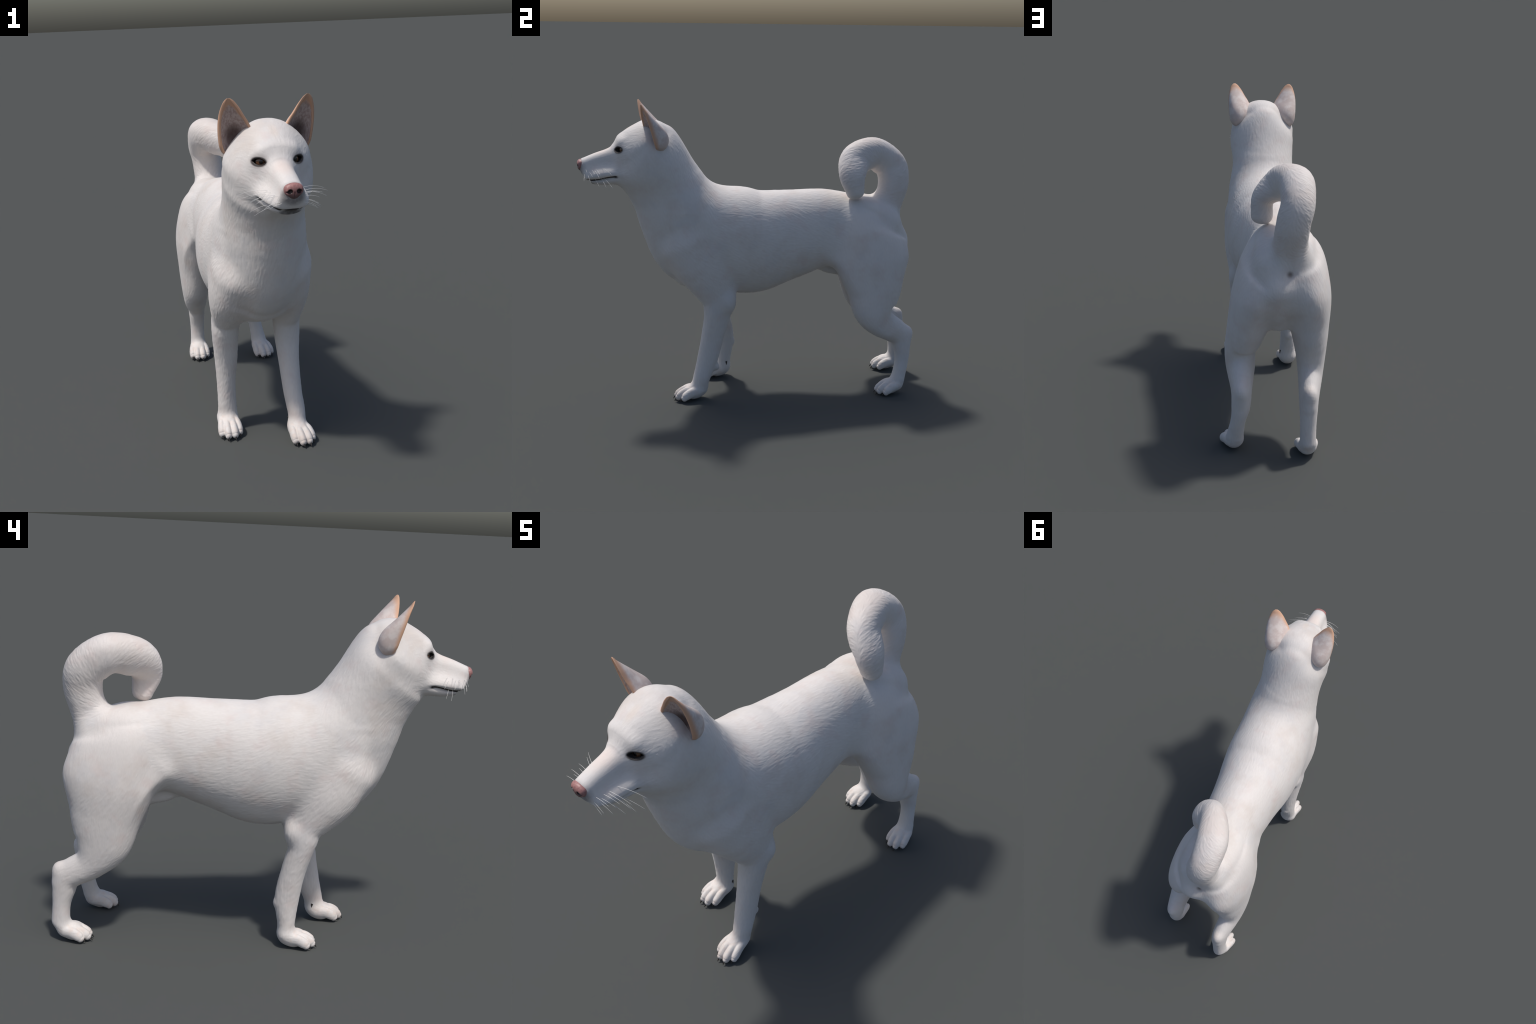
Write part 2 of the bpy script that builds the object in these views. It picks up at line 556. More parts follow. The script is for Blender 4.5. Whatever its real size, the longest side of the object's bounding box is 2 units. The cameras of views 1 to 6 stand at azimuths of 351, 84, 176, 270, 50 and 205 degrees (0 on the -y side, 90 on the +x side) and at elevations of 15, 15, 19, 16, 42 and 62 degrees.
STEP = .0060
V, Q = surface_net(body, (-.36, -1.03, -.02), (.36, 1.05, 1.68), STEP)
V = tidy(V, Q, 3)
V = V - vnormals(V, Q) * body(V)[:, None]
_, LAB = body(V, labels=True)
KEEP = face_weight(V, LAB)
e4 = np.vstack([Q[:, [0, 1]], Q[:, [1, 2]], Q[:, [2, 3]], Q[:, [3, 0]]])
e4 = np.vstack([e4, e4[:, ::-1]])
c4 = np.bincount(e4[:, 0], minlength=len(V))
for _ in range(10):
    KEEP = .5 * KEEP + .5 * np.bincount(e4[:, 0], KEEP[e4[:, 1]], len(V)) / c4
V = relax(V, Q, 1 - KEEP, 6, .5, 0)
V = relax(V, Q, 1 - KEEP, 75)
# the cheek runs into the neck, the shoulder into the breast and the thigh into the rump without a ridge
wl = np.zeros(len(V))
for c, r in ((hp(.13, .0, 1.34), .15), (hp(-.13, .0, 1.34), .15), (hp(0, .04, 1.23), .13), (hp(0, -.15, 1.59), .13),
             ((.10, .80, 1.0), .15), ((-.20, .80, 1.0), .15), ((-.09, -.42, .86), .16), ((.17, -.42, .86), .16),
             ((-.05, .87, 1.04), .20), ((.07, .84, 1.04), .15), ((.04, -.45, .70), .13)):
    wl = np.maximum(wl, np.clip(1.25 * (1 - np.linalg.norm(V - np.array(c), axis=1) / r), 0, 1))
V = relax(V, Q, wl * (1 - KEEP), 26, .6, 0)
V = V + vnormals(V, Q) * (.0006 * (1 - KEEP))[:, None]      # give back what smoothing took
nv0 = len(V)
V3, Q = subdivide(np.column_stack([V, KEEP, LAB]), Q)
V, KEEP = V3[:, :3], V3[:, 3]
V = relax(V, Q, np.ones(len(V)), 3, .5, 0)
act = KEEP > .02
V[act] -= vnormals(V, Q)[act] * (np.clip(body(V[act]), -.004, .004) * KEEP[act])[:, None]
# labels of new vertices follow their first neighbour
LAB2 = np.zeros(len(V), int)
LAB2[Q[:, 1]] = LAB[Q[:, 0]]
LAB2[Q[:, 2]] = LAB[Q[:, 0]]
LAB2[:nv0] = LAB
LAB = LAB2
FACE = LAB[Q[:, 0]]          # each small quad belongs to its old corner

# ---- hair relief: noise smeared along the lie of the coat ------------------
Nrm = vnormals(V, Q)
flow = np.zeros_like(V)
for i, nm in enumerate(REGIONS):
    m = LAB == i
    if m.any():
        flow[m] = G[nm][0].hair(V[m].astype(F))
flow -= Nrm * (flow * Nrm).sum(1)[:, None]
ed = edges8(Q)
ed = np.vstack([ed, ed[:, ::-1]])
deg = np.bincount(ed[:, 0], minlength=len(V))[:, None]
for _ in range(14):       # blend directions across the part borders
    flow = .5 * flow + .5 * np.stack([np.bincount(ed[:, 0], flow[ed[:, 1], i], len(V)) for i in range(3)], 1) / deg
# a slow swirl so that the coat does not lie like combed wire
sw = np.sin(V @ np.array([9., 13, 11])) + np.sin(V @ np.array([-17., 8, 15]) + 1.7)
flow -= Nrm * (flow * Nrm).sum(1)[:, None]
flow /= np.linalg.norm(flow, axis=1)[:, None] + 1e-9
side = np.cross(Nrm, flow)
flow = flow + side * (sw * .16)[:, None]
flow /= np.linalg.norm(flow, axis=1)[:, None]


def lattice(p, table):
    """trilinear value noise on a wrapped random lattice"""
    n = table.shape[0]
    i = np.floor(p).astype(np.int32)
    f = (p - i).astype(F)
    f = f * f * (3 - 2 * f)
    out = np.zeros(len(p), F)
    flat = table.ravel()
    ix = [(i[:, k] % n, (i[:, k] + 1) % n) for k in range(3)]
    for a in (0, 1):
        wa = f[:, 0] if a else 1 - f[:, 0]
        for b in (0, 1):
            wb = wa * (f[:, 1] if b else 1 - f[:, 1])
            ab = (ix[0][a] * n + ix[1][b]) * n
            for c in (0, 1):
                out += wb * (f[:, 2] if c else 1 - f[:, 2]) * flat[ab + ix[2][c]]
    return out


def streaks(cell, length, taps, seed):
    table = np.random.default_rng(seed).normal(size=(48, 48, 48)).astype(F)
    x = np.zeros(len(V), F)
    for t in np.linspace(-1, 1, taps):
        x += lattice((V + flow * (t * length)) / cell, table) * F(1 - .6 * abs(t))
    return x / x.std()


hair = streaks(.0056, .012, 7, 1) * .8 + streaks(.010, .02, 6, 2) * .5
amp = np.full(len(V), .00019)
for nm, a in (('head', .00015), ('tail', .00036), ('neck', .00022), ('foreleg', .0003), ('foreleg.001', .0003),
              ('foot', .00018), ('foot.001', .00018), ('foot.002', .00018), ('foot.003', .00018)):
    amp[LAB == REGIONS.index(nm)] = a
for _ in range(12):
    amp = .5 * amp + .5 * np.bincount(ed[:, 0], amp[ed[:, 1]], len(V)) / deg[:, 0]
# quieter towards the nose and round the eyes
hq = np.stack([(V - HO) @ HS, (V - HO) @ HF, V[:, 2]], 1)
amp *= np.clip(1.25 - np.clip((hq[:, 1] - .10) / .15, 0, 1) * .9, .3, 1)
BASE, OFF = V, np.clip(hair, -2.2, 2.2) * amp
V = V + Nrm * OFF[:, None]
Nrm = vnormals(V, Q)
V[:, 2] = np.maximum(V[:, 2], .0005)


def refine(q):
    """split the quads of a detailed part once more and pull them onto the exact form"""
    used, inv = np.unique(q, return_inverse=True)
    q = inv.reshape(-1, 4)
    data = np.column_stack([V[used], BASE[used], OFF[used], KEEP[used], Nrm[used]])
    es = np.sort(np.stack([q, np.roll(q, -1, 1)], -1).reshape(-1, 2), 1)
    uq, cnt = np.unique(es[:, 0] * len(used) + es[:, 1], return_counts=True)
    rim = np.zeros(len(used) + len(uq), bool)
    bd = cnt == 1
    rim[uq[bd] // len(used)] = True
    rim[uq[bd] % len(used)] = True
    rim[len(used):] = bd
    data, q = subdivide(data, q)
    rim = np.concatenate([rim, np.zeros(len(data) - len(rim), bool)])
    v, base, off, keep, nr = data[:, :3], data[:, 3:6], data[:, 6], data[:, 7], data[:, 8:11]
    inn = ~rim
    for _ in range(2):
        n = vnormals(base, q)
        base = relax(base, q, inn * 1.0, 1, .4, 0)
        base = base - n * (np.clip(body(base), -.004, .004) * keep * inn)[:, None]
    n = vnormals(base, q)
    v = np.where(rim[:, None], v, base + n * off[:, None])
    v[:, 2] = np.maximum(v[:, 2], .0005)
    nn = vnormals(v, q)
    nr = nr / np.linalg.norm(nr, axis=1)[:, None]
    return v, q, np.where(rim[:, None], nr, nn)

# ----------------------------------------------------------------------------
# materials
# ----------------------------------------------------------------------------
class Mat:
    def __init__(self, name):
        self.m = bpy.data.materials.new(name)
        self.m.use_nodes = True
        self.t = self.m.node_tree
        self.b = self.t.nodes['Principled BSDF']
        self.co = self.t.nodes.new('ShaderNodeTexCoord').outputs['Object']

    def node(self, ty, **kw):
        n = self.t.nodes.new('ShaderNode' + ty)
        for k, v in kw.items():
            setattr(n, k, v)
        return n

    def put(self, sock, v):
        if isinstance(v, bpy.types.NodeSocket):
            self.t.links.new(v, sock)
        else:
            sock.default_value = v

    def math(self, op, a, b=0.0, clamp=False):
        n = self.node('Math', operation=op, use_clamp=clamp)
        self.put(n.inputs[0], a)
        self.put(n.inputs[1], b)
        return n.outputs[0]

    def noise(self, scale, detail=3, rough=.55, stretch=(1, 1, 1), rot=(0, 0, 0)):
        mp = self.node('Mapping')
        self.put(mp.inputs['Vector'], self.co)
        mp.inputs['Scale'].default_value = stretch
        mp.inputs['Rotation'].default_value = rot
        n = self.node('TexNoise')
        self.put(n.inputs['Vector'], mp.outputs[0])
        n.inputs['Scale'].default_value = scale
        n.inputs['Detail'].default_value = detail
        n.inputs['Roughness'].default_value = rough
        return n.outputs['Fac']

    def ramp(self, v, lo, hi, a=0.0, b=1.0):
        n = self.node('MapRange', interpolation_type='SMOOTHSTEP')
        self.put(n.inputs['Value'], v)
        for i, q in zip((1, 2, 3, 4), (lo, hi, a, b)):
            n.inputs[i].default_value = q
        return n.outputs[0]

    def mix(self, fac, a, b):
        n = self.node('Mix', data_type='RGBA')
        self.put(n.inputs['Factor'], fac)
        ia, ib = n.inputs[6], n.inputs[7]
        self.put(ia, a + (1,) if isinstance(a, tuple) else a)
        self.put(ib, b + (1,) if isinstance(b, tuple) else b)
        return n.outputs[2]

    def near(self, centre, radii, lo=.35, hi=1.0, axes=None):
        """1 at centre, falling to 0 at the ellipsoid's edge"""
        mp = self.node('Mapping', vector_type='TEXTURE')
        self.put(mp.inputs['Vector'], self.co)
        mp.inputs['Location'].default_value = tuple(centre)
        mp.inputs['Scale'].default_value = tuple(radii)
        if axes is not None:
            mp.inputs['Rotation'].default_value = Matrix(np.asarray(axes).T.tolist()).to_euler()
        ln = self.node('VectorMath', operation='LENGTH')
        self.put(ln.inputs[0], mp.outputs[0])
        return self.ramp(ln.outputs['Value'], lo, hi, 1.0, 0.0)

    def bump(self, h, strength, dist):
        n = self.node('Bump')
        n.inputs['Strength'].default_value = strength
        n.inputs['Distance'].default_value = dist
        self.put(n.inputs['Height'], h)
        self.put(self.b.inputs['Normal'], n.outputs[0])

    def done(self, colour, rough=.6, spec=.3, **kw):
        self.put(self.b.inputs['Base Color'], colour + (1,) if isinstance(colour, tuple) else colour)
        self.put(self.b.inputs['Roughness'], rough)
        self.b.inputs['Specular IOR Level'].default_value = spec
        for k, v in kw.items():
            self.b.inputs[k].default_value = v
        return self.m


WHITE = (.735, .70, .675)
BEIGE = (.60, .52, .465)
PINK = (.68, .565, .535)
COOL = (.60, .60, .62)


def coat(name, stretch, headmarks=False, feet=False, rump=False, pink=0.0):
    M = Mat(name)
    fine = M.noise(170, 4, .65, stretch)
    tint = M.ramp(M.noise(5.5, 4, .6), .46, .72)
    c = M.mix(M.math('MULTIPLY', tint, .46), WHITE, BEIGE)
    c = M.mix(M.math('MULTIPLY', M.ramp(M.noise(7.5, 3, .55, (1, 1, 1), (.7, .3, 1.1)), .50, .70), .30), c, COOL)
    c = M.mix(M.math('MULTIPLY', M.ramp(M.noise(10, 3, .55, (1, 1, 1), (1.9, .8, .2)), .52, .72), .36), c, PINK)
    if pink:
        c = M.mix(pink, c, PINK)
    c = M.mix(M.ramp(fine, .35, .62, .16, 0), c, (.60, .56, .53))
    if headmarks:
        # bare, warmer skin along the bridge of the nose
        w = M.near(hp(0, .19, 1.46), (.055, .13, .045), .3, 1, HAX)
        c = M.mix(M.math('MULTIPLY', w, .45), c, (.78, .64, .57))
        w = M.near(hp(0, .06, 1.60), (.03, .07, .06), .2, 1, HAX)
        c = M.mix(M.math('MULTIPLY', w, .35), c, (.74, .62, .52))
        for sg in (1, -1):
            e, g, out, up = eye_axes(sg)
            w = M.near(e - out * .028 - up * .008 + g * .024, (.028, .028, .022), .2, 1)
            c = M.mix(M.math('MULTIPLY', w, .6), c, (.52, .38, .28))
            fr = np.stack([np.cross(up, g), up, g])
            w = M.near(e + g * .03 + up * .004, (.058, .040, .06), .55, 1, fr)  # grey fade painted round the lids: brow and lid-crease shading
            c = M.mix(M.math('MULTIPLY', w, .40), c, (.22, .19, .18))
            w = M.near(e + g * .03 - up * .0005, (.0445, .0255, .06), .74, 1, fr)
            c = M.mix(M.math('MULTIPLY', w, .95), c, (.035, .028, .026))
            # dotted whisker beds
            w = M.near(hp(.052 * sg, .255, 1.345), (.030, .060, .030), .3, 1, HAX)
            dots = M.node('TexVoronoi')
            M.put(dots.inputs['Vector'], M.co)
            dots.inputs['Scale'].default_value = 95
            dd = M.math('MULTIPLY', M.ramp(dots.outputs['Distance'], .12, .30, 1, 0), w)
            c = M.mix(M.math('MULTIPLY', dd, .55), c, (.22, .18, .16))
            # dark corner of the mouth
            w = M.near(hp(.092 * sg, .145, 1.332), (.02, .026, .013), .2, 1, HAX)
            c = M.mix(M.math('MULTIPLY', w, .8), c, (.06, .05, .05))
        mott = M.ramp(M.noise(60, 3), .3, .6, .72, 1)
        w = M.near(hp(0, .335, 1.375), (.068, .052, .060), .5, 1, HAX)
        c = M.mix(M.math('MULTIPLY', M.math('MULTIPLY', w, .75), mott), c, (.13, .12, .12))
        w = M.near(hp(0, .292, 1.290), (.060, .070, .022), .5, 1, HAX)
        c = M.mix(M.math('MULTIPLY', M.math('MULTIPLY', w, .9), mott), c, (.055, .05, .05))
        w = M.near(hp(0, .22, 1.297), (.085, .11, .016), .5, 1, HAX)
        c = M.mix(M.math('MULTIPLY', w, .45), c, (.16, .14, .13))
    if rump:
        w = M.near((-.054, .905, 1.006), (.024, .04, .024), .1, 1)
        c = M.mix(M.math('MULTIPLY', w, .8), c, (.10, .075, .065))
        w = M.near((-.054, .90, 1.00), (.07, .06, .06), .25, 1)
        c = M.mix(M.math('MULTIPLY', w, .22), c, (.40, .32, .28))
    if feet:
        w = M.ramp(M.noise(38, 3), .42, .68)
        c = M.mix(M.math('MULTIPLY', w, .35), c, (.70, .56, .48))
        # dark pads underneath
        sep = M.node('SeparateXYZ')
        M.put(sep.inputs[0], M.co)
        w = M.ramp(M.math('ADD', sep.outputs[2], M.math('MULTIPLY', M.noise(90, 2), .006)), .006, .0105, 1, 0)
        c = M.mix(M.math('MULTIPLY', w, .85), c, (.06, .052, .05))
    M.bump(fine, .45, .0012)
    return M.done(c, .62, .25, **{'Sheen Weight': .12, 'Sheen Roughness': .5})


MAT = {
    'torso': coat('coat_body', (1, .28, .8), rump=True),
    'neck': coat('coat_neck', (1, .55, .45)),
    'head': coat('coat_head', (1, .45, .7), headmarks=True),
    'tail': coat('coat_tail', (.5, 1, 1), pink=.12),
    'leg': coat('coat_leg', (1, .9, .3), pink=.05),
    'foot': coat('coat_foot', (1, .7, .7), feet=True),
}


def simple(name, col, rough=.5, spec=.4, var=None, scale=60, bump=0, **kw):
    M = Mat(name)
    c = col
    n = M.noise(scale, 3)
    if var:
        c = M.mix(M.ramp(n, .35, .65), col, var)
    if bump:
        M.bump(n, .4, bump)
    return M.done(c, rough, spec, **kw)


LIP = simple('dark_lip_skin', (.018, .015, .015), .45, .4, (.04, .032, .03))
CLAW = simple('dark_claw_horn', (.02, .018, .017), .35, .5, (.07, .06, .055), 120)
WHISK = simple('white_whisker', (.85, .84, .82), .4, .4)
LIDM = simple('dark_eyelid_rim', (.016, .013, .012), .4, .4)


def nose_material():
    M = Mat('pink_nose_leather')
    n = M.noise(130, 3)
    c = M.mix(M.ramp(n, .35, .7), (.40, .20, .185), (.30, .145, .14))
    for sg in (1, -1):
        w = M.near(hp(.019 * sg, .354, 1.389), (.0150, .03, .0130), .6, 1, HAX)
        c = M.mix(M.math('MULTIPLY', w, .95), c, (.018, .012, .012))
    w = M.near(hp(0, .335, 1.362), (.06, .06, .034), .3, 1, HAX)
    c = M.mix(M.math('MULTIPLY', w, .75), c, (.08, .05, .05))
    v = M.node('TexVoronoi')
    M.put(v.inputs['Vector'], M.co)
    v.inputs['Scale'].default_value = 260
    M.bump(v.outputs['Distance'], .25, .0012)
    return M.done(c, .42, .45)


def iris_material():
    M = Mat('brown_eye')
    sep = M.node('SeparateXYZ')
    M.put(sep.inputs[0], M.co)
    r = M.math('SQRT', M.math('ADD', M.math('MULTIPLY', sep.outputs[0], sep.outputs[0]),
                              M.math('MULTIPLY', sep.outputs[1], sep.outputs[1])))
    c = M.mix(M.noise(90, 3), (.095, .042, .021), (.16, .075, .037))
    c = M.mix(M.ramp(r, .0080, .0105, 1, 0), c, (.008, .006, .006))
    c = M.mix(M.ramp(r, .0185, .0240), c, (.016, .011, .009))
    return M.done(c, .12, .5, **{'Coat Weight': .35, 'Coat Roughness': .04})


# ----------------------------------------------------------------------------
# objects
# ----------------------------------------------------------------------------
SC = bpy.context.scene.collection
dog = bpy.data.objects.new('dog', None)
SC.objects.link(dog)
dog['label'] = 'white short-haired dog with prick ears and curled tail'
dog['category'] = 'dog'


def make(name, verts, faces, mats, parent, normals=None, smooth=True):
    me = bpy.data.meshes.new(name)
    me.from_pydata([tuple(v) for v in verts], [], [tuple(f) for f in faces]) if not isinstance(faces, np.ndarray) \
        else fast(me, verts, faces)
    me.update()
    for m in (mats if isinstance(mats, list) else [mats]):
        me.materials.append(m)
    if smooth:
        me.polygons.foreach_set('use_smooth', np.ones(len(me.polygons), bool))
    if normals is not None:
        me.normals_split_custom_set_from_vertices(np.asarray(normals, float).tolist())
    ob = bpy.data.objects.new(name, me)
    SC.objects.link(ob)
    ob.parent = parent
    return ob


def fast(me, v, f):
    k = f.shape[1]
    me.vertices.add(len(v))
    me.vertices.foreach_set('co', np.ascontiguousarray(v, F).ravel())
    me.loops.add(len(f) * k)
    me.loops.foreach_set('vertex_index', np.ascontiguousarray(f, np.int32).ravel())
    me.polygons.add(len(f))
    me.polygons.foreach_set('loop_start', np.arange(0, len(f) * k, k, dtype=np.int32))
    me.polygons.foreach_set('loop_total', np.full(len(f), k, np.int32))
    me.validate()


OBJ = {}
for i, nm in enumerate(REGIONS):
    q = Q[FACE == i]
    if not len(q):
        continue
    kind = nm.split('.')[0]
    mat = MAT['leg' if kind in ('foreleg', 'hindleg') else kind]
    if kind in ('head', 'foot'):
        pv, pq, pn = refine(q)
    else:
        used, inv = np.unique(q, return_inverse=True)
        pv, pq, pn = V[used], inv.reshape(-1, 4), Nrm[used]
    OBJ[nm] = make(kind, pv, pq, mat, dog, pn)
head = OBJ['head']


# ---- tubes -----------------------------------------------------------------
def tube(path, rad, seg=8):
    path = np.asarray(path, float)
    T = np.gradient(path, axis=0)
    T /= np.linalg.norm(T, axis=1)[:, None]
    ref = np.array([.31, .2, .93])
    vs, fs = [], []
    for p, t, r in zip(path, T, rad):
        a = np.cross(t, ref)
        a /= np.linalg.norm(a)
        b = np.cross(t, a)
        for k in range(seg):
            w = 2 * math.pi * k / seg
            vs.append(p + r * (a * math.cos(w) + b * math.sin(w)))
    n = len(path)
    for i in range(n - 1):
        for k in range(seg):
            k2 = (k + 1) % seg
            fs.append((i * seg + k, i * seg + k2, (i + 1) * seg + k2, (i + 1) * seg + k))
    fs.append(tuple(range(seg))[::-1])
    fs.append(tuple((n - 1) * seg + k for k in range(seg)))
    return vs, fs


# ---- lips ------------------------------------------------------------------
lp = line - MOUTH_N * .0006
v, f = tube(lp, MOUTH[1] * .95, 10)
make('lip', v, f, LIP, head)

# ---- eyes ------------------------------------------------------------------
IR = iris_material()
for sg in (1, -1):
    c, g, out, up = eye_axes(sg)
    bm = bmesh.new()
    bmesh.ops.create_uvsphere(bm, u_segments=40, v_segments=24, radius=.0360)
    me = bpy.data.meshes.new('eye')
    for fc in bm.faces:
        fc.smooth = True
    bm.to_mesh(me)
    me.materials.append(IR)
    ob = bpy.data.objects.new('eye', me)
    SC.objects.link(ob)
    look = HF * .93 + HS * (.33 * sg) + HZ * .02
    ob.matrix_world = Matrix.Translation(Vector(c)) @ Vector(look).to_track_quat('Z', 'Y').to_matrix().to_4x4()
    ob.parent = head
    # rim of the lids along the almond opening
    w, h = .0335, .0155
    R = (w * w + h * h) / (2 * h)
    pts = []
    for half_ in (1, -1):
        xs = np.linspace(-w, w, 22)[:-1] * half_
        for x in xs:
            y = (math.sqrt(max(R * R - x * x, 0)) - (R - h)) * half_
            b = c + out * x + up * y
            ts = np.linspace(.015, .075, 121)
            inside = group('head', (b + ts[:, None] * g).astype(F)) < 0
            d = ts[np.nonzero(inside)[0].max()] if inside.any() else .03
            pts.append(b + g * (d - .0026))
    pts.append(pts[0])
    v, f = tube(pts, [.0032] * len(pts), 8)
    make('eyelid_rim', v, f[:-2], LIDM, head)

# ---- nose ------------------------------------------------------------------
NB = [hblob(0, .336, 1.401, .037, .021, .0215), hblob(0, .336, 1.377, .024, .018, .020, k=.016),
      hblob(.023, .331, 1.391, .0165, .022, .019, k=.012), hblob(-.023, .331, 1.391, .0165, .022, .019, k=.012)]
HOLES = []
for sg in (1, -1):
    HOLES += [hblob(.0175 * sg, .355, 1.390, .0078, .0085, .0078), hblob(.027 * sg, .350, 1.386, .009, .007, .0032)]


def nose_field(p):
    p = np.asarray(p, F)
    d = None
    for b in NB:
        d = b(p) if d is None else smin(d, b(p), F(b.k))
    for b in HOLES:
        d = smax(d, -b(p), F(.005))
    # philtrum groove
    q = np.stack([(p - HO.astype(F)) @ HS.astype(F), (p - HO.astype(F)) @ HF.astype(F), p[:, 2]], 1)
    gr = np.sqrt(q[:, 0] ** 2 + np.maximum(.354 - q[:, 1], 0) ** 2 * .25 + np.maximum(q[:, 2] - 1.386, 0) ** 2) - F(.0016)
    return smax(d, -gr, F(.004))


c0 = hp(0, .335, 1.39)
nv, nq = surface_net(nose_field, c0 - .055, c0 + .055, .0016, 4, .02)
nv = tidy(nv, nq, 3)
nv = nv - vnormals(nv, nq) * nose_field(nv)[:, None]
make('nose', nv, nq, nose_material(), head)

# ---- whiskers --------------------------------------------------------------
WH = []
for sg in (1, -1):
    for r in range(3):
        for k in range(4):
            fr = .215 + .030 * k + .008 * r + rng.uniform(-.005, .005)
            z0 = 1.362 - .014 * r + rng.uniform(-.003, .003)
            L = (.125 - .013 * k - .012 * r) * rng.uniform(.8, 1.08)
            s0 = .066 - (fr - .2) * .14
            d = np.array([.93, -.25 + rng.uniform(-.12, .12) + .09 * k, .22 - .16 * r + rng.uniform(-.12, .12)])
            WH.append((sg, hp(s0 * sg, fr, z0), d / np.linalg.norm(d), L))
for (sg, _, d, L), root in zip(WH, project(np.array([w[1] for w in WH]), 5)):
    pts = []
    for t in np.linspace(0, 1, 12):
        o = d * L * t
        pts.append(root + HS * sg * (o[0] - .003) + HF * (o[1] - .10 * L * t * t) + HZ * (o[2] - .34 * L * t ** 2))
    v, f = tube(pts, np.linspace(.0008, .0003, 12), 5)
    make('whisker', v, f, WHISK, head)


# ---- ears ------------------------------------------------------------------
# stations: inner edge (s,f,z), outer edge (s,f,z), depth of the cup behind them
EAR = [((.168, .003, 1.7375), (.180, -.001, 1.737), .003),
       ((.158, .005, 1.7315), (.190, -.005, 1.728), .010),
       ((.147, .006, 1.722), (.199, -.010, 1.713), .018),
       ((.126, .005, 1.695), (.2095, -.024, 1.680), .042),
       ((.106, .001, 1.662), (.2145, -.036, 1.641), .075),
       ((.088, -.005, 1.635), (.2145, -.047, 1.601), .104),
       ((.074, -.012, 1.602), (.2115, -.058, 1.561), .112),
       ((.076, -.020, 1.562), (.2060, -.067, 1.526), .099),
       ((.098, -.032, 1.522), (.1900, -.078, 1.497), .066),
       ((.115, -.050, 1.490), (.1600, -.082, 1.480), .030)]


def ear_rim_plane():
    a, b, c = np.array((.175, 0, 1.737)), np.array((.2115, -.058, 1.561)), np.array((.088, -.005, 1.635))
    n = np.cross(b - a, c - a)
    n /= np.linalg.norm(n)
    if n[1] < 0:
        n = -n
    return a, n


def ear_material(sg, inner):
    M = Mat('ear_inside' if inner else 'ear_outside')
    a, n = ear_rim_plane()
    nw = HS * n[0] * sg + HF * n[1] + HZ * n[2]
    aw = hp(a[0] * sg, a[1], a[2])
    dt = M.node('VectorMath', operation='DOT_PRODUCT')
    sub = M.node('VectorMath', operation='SUBTRACT')
    M.put(sub.inputs[0], M.co)
    sub.inputs[1].default_value = tuple(aw)
    M.put(dt.inputs[0], sub.outputs[0])
    dt.inputs[1].default_value = tuple(nw)
    depth = dt.outputs['Value']
    wob = M.math('MULTIPLY', M.math('SUBTRACT', M.noise(45, 3), .5), .012)
    depth = M.math('ADD', depth, wob)
    fuzz = M.noise(120, 4, .65, (1, 1, .35))
    if inner:
        c = M.mix(M.ramp(fuzz, .32, .65), (.38, .275, .25), (.54, .435, .40))
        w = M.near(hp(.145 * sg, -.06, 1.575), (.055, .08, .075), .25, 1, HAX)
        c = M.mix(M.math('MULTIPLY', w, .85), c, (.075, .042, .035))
        c = M.mix(M.ramp(depth, -.008, -.0015), c, (.60, .36, .24))
    else:
        tuft = M.ramp(M.noise(24, 4, .6), .4, .65)
        c = M.mix(tuft, (.62, .52, .485), (.72, .645, .61))
        c = M.mix(M.ramp(depth, -.026, -.004), c, (.66, .40, .27))
        w = M.near(hp(.165 * sg, -.10, 1.495), (.06, .06, .02), .35, 1, HAX)
        c = M.mix(M.math('MULTIPLY', w, .35), c, (.42, .33, .29))
    M.bump(fuzz, .35, .0015)
    return M.done(c, .65, .2)


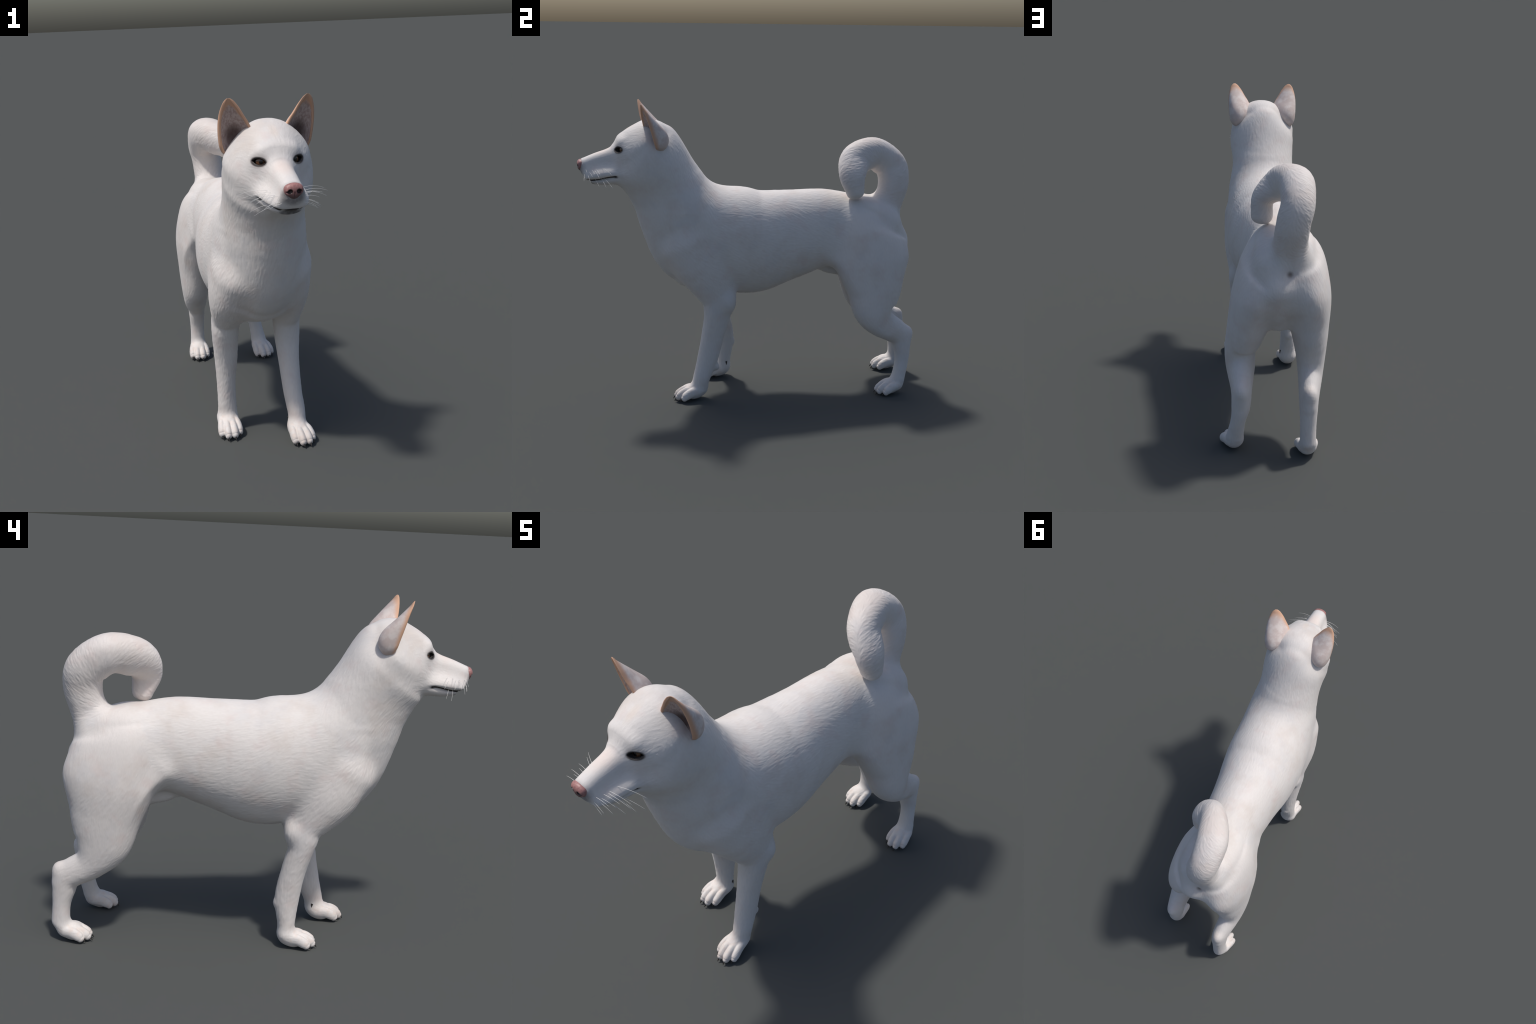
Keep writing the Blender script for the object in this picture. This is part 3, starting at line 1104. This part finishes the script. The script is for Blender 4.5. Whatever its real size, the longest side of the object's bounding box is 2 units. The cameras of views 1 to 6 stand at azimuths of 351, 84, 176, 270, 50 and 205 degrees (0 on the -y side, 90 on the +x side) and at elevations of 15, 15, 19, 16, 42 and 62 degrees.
def build_ear(sg):
    st = spline([tuple(m) + tuple(l) + (d,) for m, l, d in EAR], 5)
    nseg = 26
    vs, fs, mi = [], [], []
    back = np.array([-.04, -1, -.22])
    back /= np.linalg.norm(back)
    loops = []
    for k, q in enumerate(st):
        m, l, dep = q[:3], q[3:6], q[6]
        mid, hv = (m + l) / 2, (l - m) / 2
        wall = min(.014, np.linalg.norm(hv) * .45 + .001)
        ring = []
        hw = np.linalg.norm(hv)
        hd = hv / hw
        for j in range(nseg + 1):                       # outer wall
            a = math.pi * j / nseg
            ring.append(mid + hd * hw * -math.cos(a) + back * dep * math.sin(a) ** .85)
        for j in range(nseg + 1):                       # inner wall, back again
            a = math.pi * (1 - j / nseg)
            ring.append(mid + hd * max(hw - wall, .001) * -math.cos(a)
                        + back * (max(min(dep - wall * .9, .33 * dep), .001) * math.sin(a) ** .9 - .0005))
        loops.append(ring)
    n = len(loops[0])
    for ring in loops:
        for p in ring:
            vs.append(hp(p[0] * sg, p[1], p[2]))
    for i in range(len(loops) - 1):
        for j in range(n):
            j2 = (j + 1) % n
            q = (i * n + j, i * n + j2, (i + 1) * n + j2, (i + 1) * n + j)
            fs.append(q[::-1] if sg > 0 else q)
            mi.append(1 if nseg < j < n - 1 else 0)
    cap = tuple(range(n))
    fs.append(cap if sg > 0 else cap[::-1])
    mi.append(0)
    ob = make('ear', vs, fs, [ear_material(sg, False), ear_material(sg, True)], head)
    ob.data.polygons.foreach_set('material_index', np.array(mi, np.int32))
    bm = bmesh.new()
    bm.from_mesh(ob.data)
    bmesh.ops.recalc_face_normals(bm, faces=bm.faces)
    bm.to_mesh(ob.data)
    bm.free()
    mod = ob.modifiers.new('round', 'SUBSURF')
    mod.levels = mod.render_levels = 1
    return ob


for sg in (-1, 1):
    build_ear(sg)

# ---- claws -----------------------------------------------------------------
def claw(p, d, parent, L=.029, r=.0082, drop=.019):
    d = d / np.linalg.norm(d)
    ts = np.linspace(0, 1, 10)
    pts = [p + d * L * t + np.array([0, 0, -1]) * drop * t ** 1.8 + np.array([0, 0, .004]) * math.sin(t * 3.14) for t in ts]
    pts = [np.array([q[0], q[1], max(q[2], .0022)]) for q in pts]
    v, f = tube(pts, r * (1 - ts ** 1.6) + .0009, 8)
    return make('claw', v, f, CLAW, parent)


for nm, cl in CLAWS.items():
    for p, d in cl:
        claw(p, d, OBJ[nm])
# dew claws on the inner side of the forelegs
claw(np.array([-.087, -.150, .112]), np.array([.15, .1, -.8]), OBJ['foot'], .018, .006, .004)
claw(np.array([.161, -.312, .100]), np.array([-.15, .1, -.8]), OBJ['foot.001'], .018, .006, .004)
bpy.context.view_layer.update()
print('verts', len(V), 'quads', len(Q))
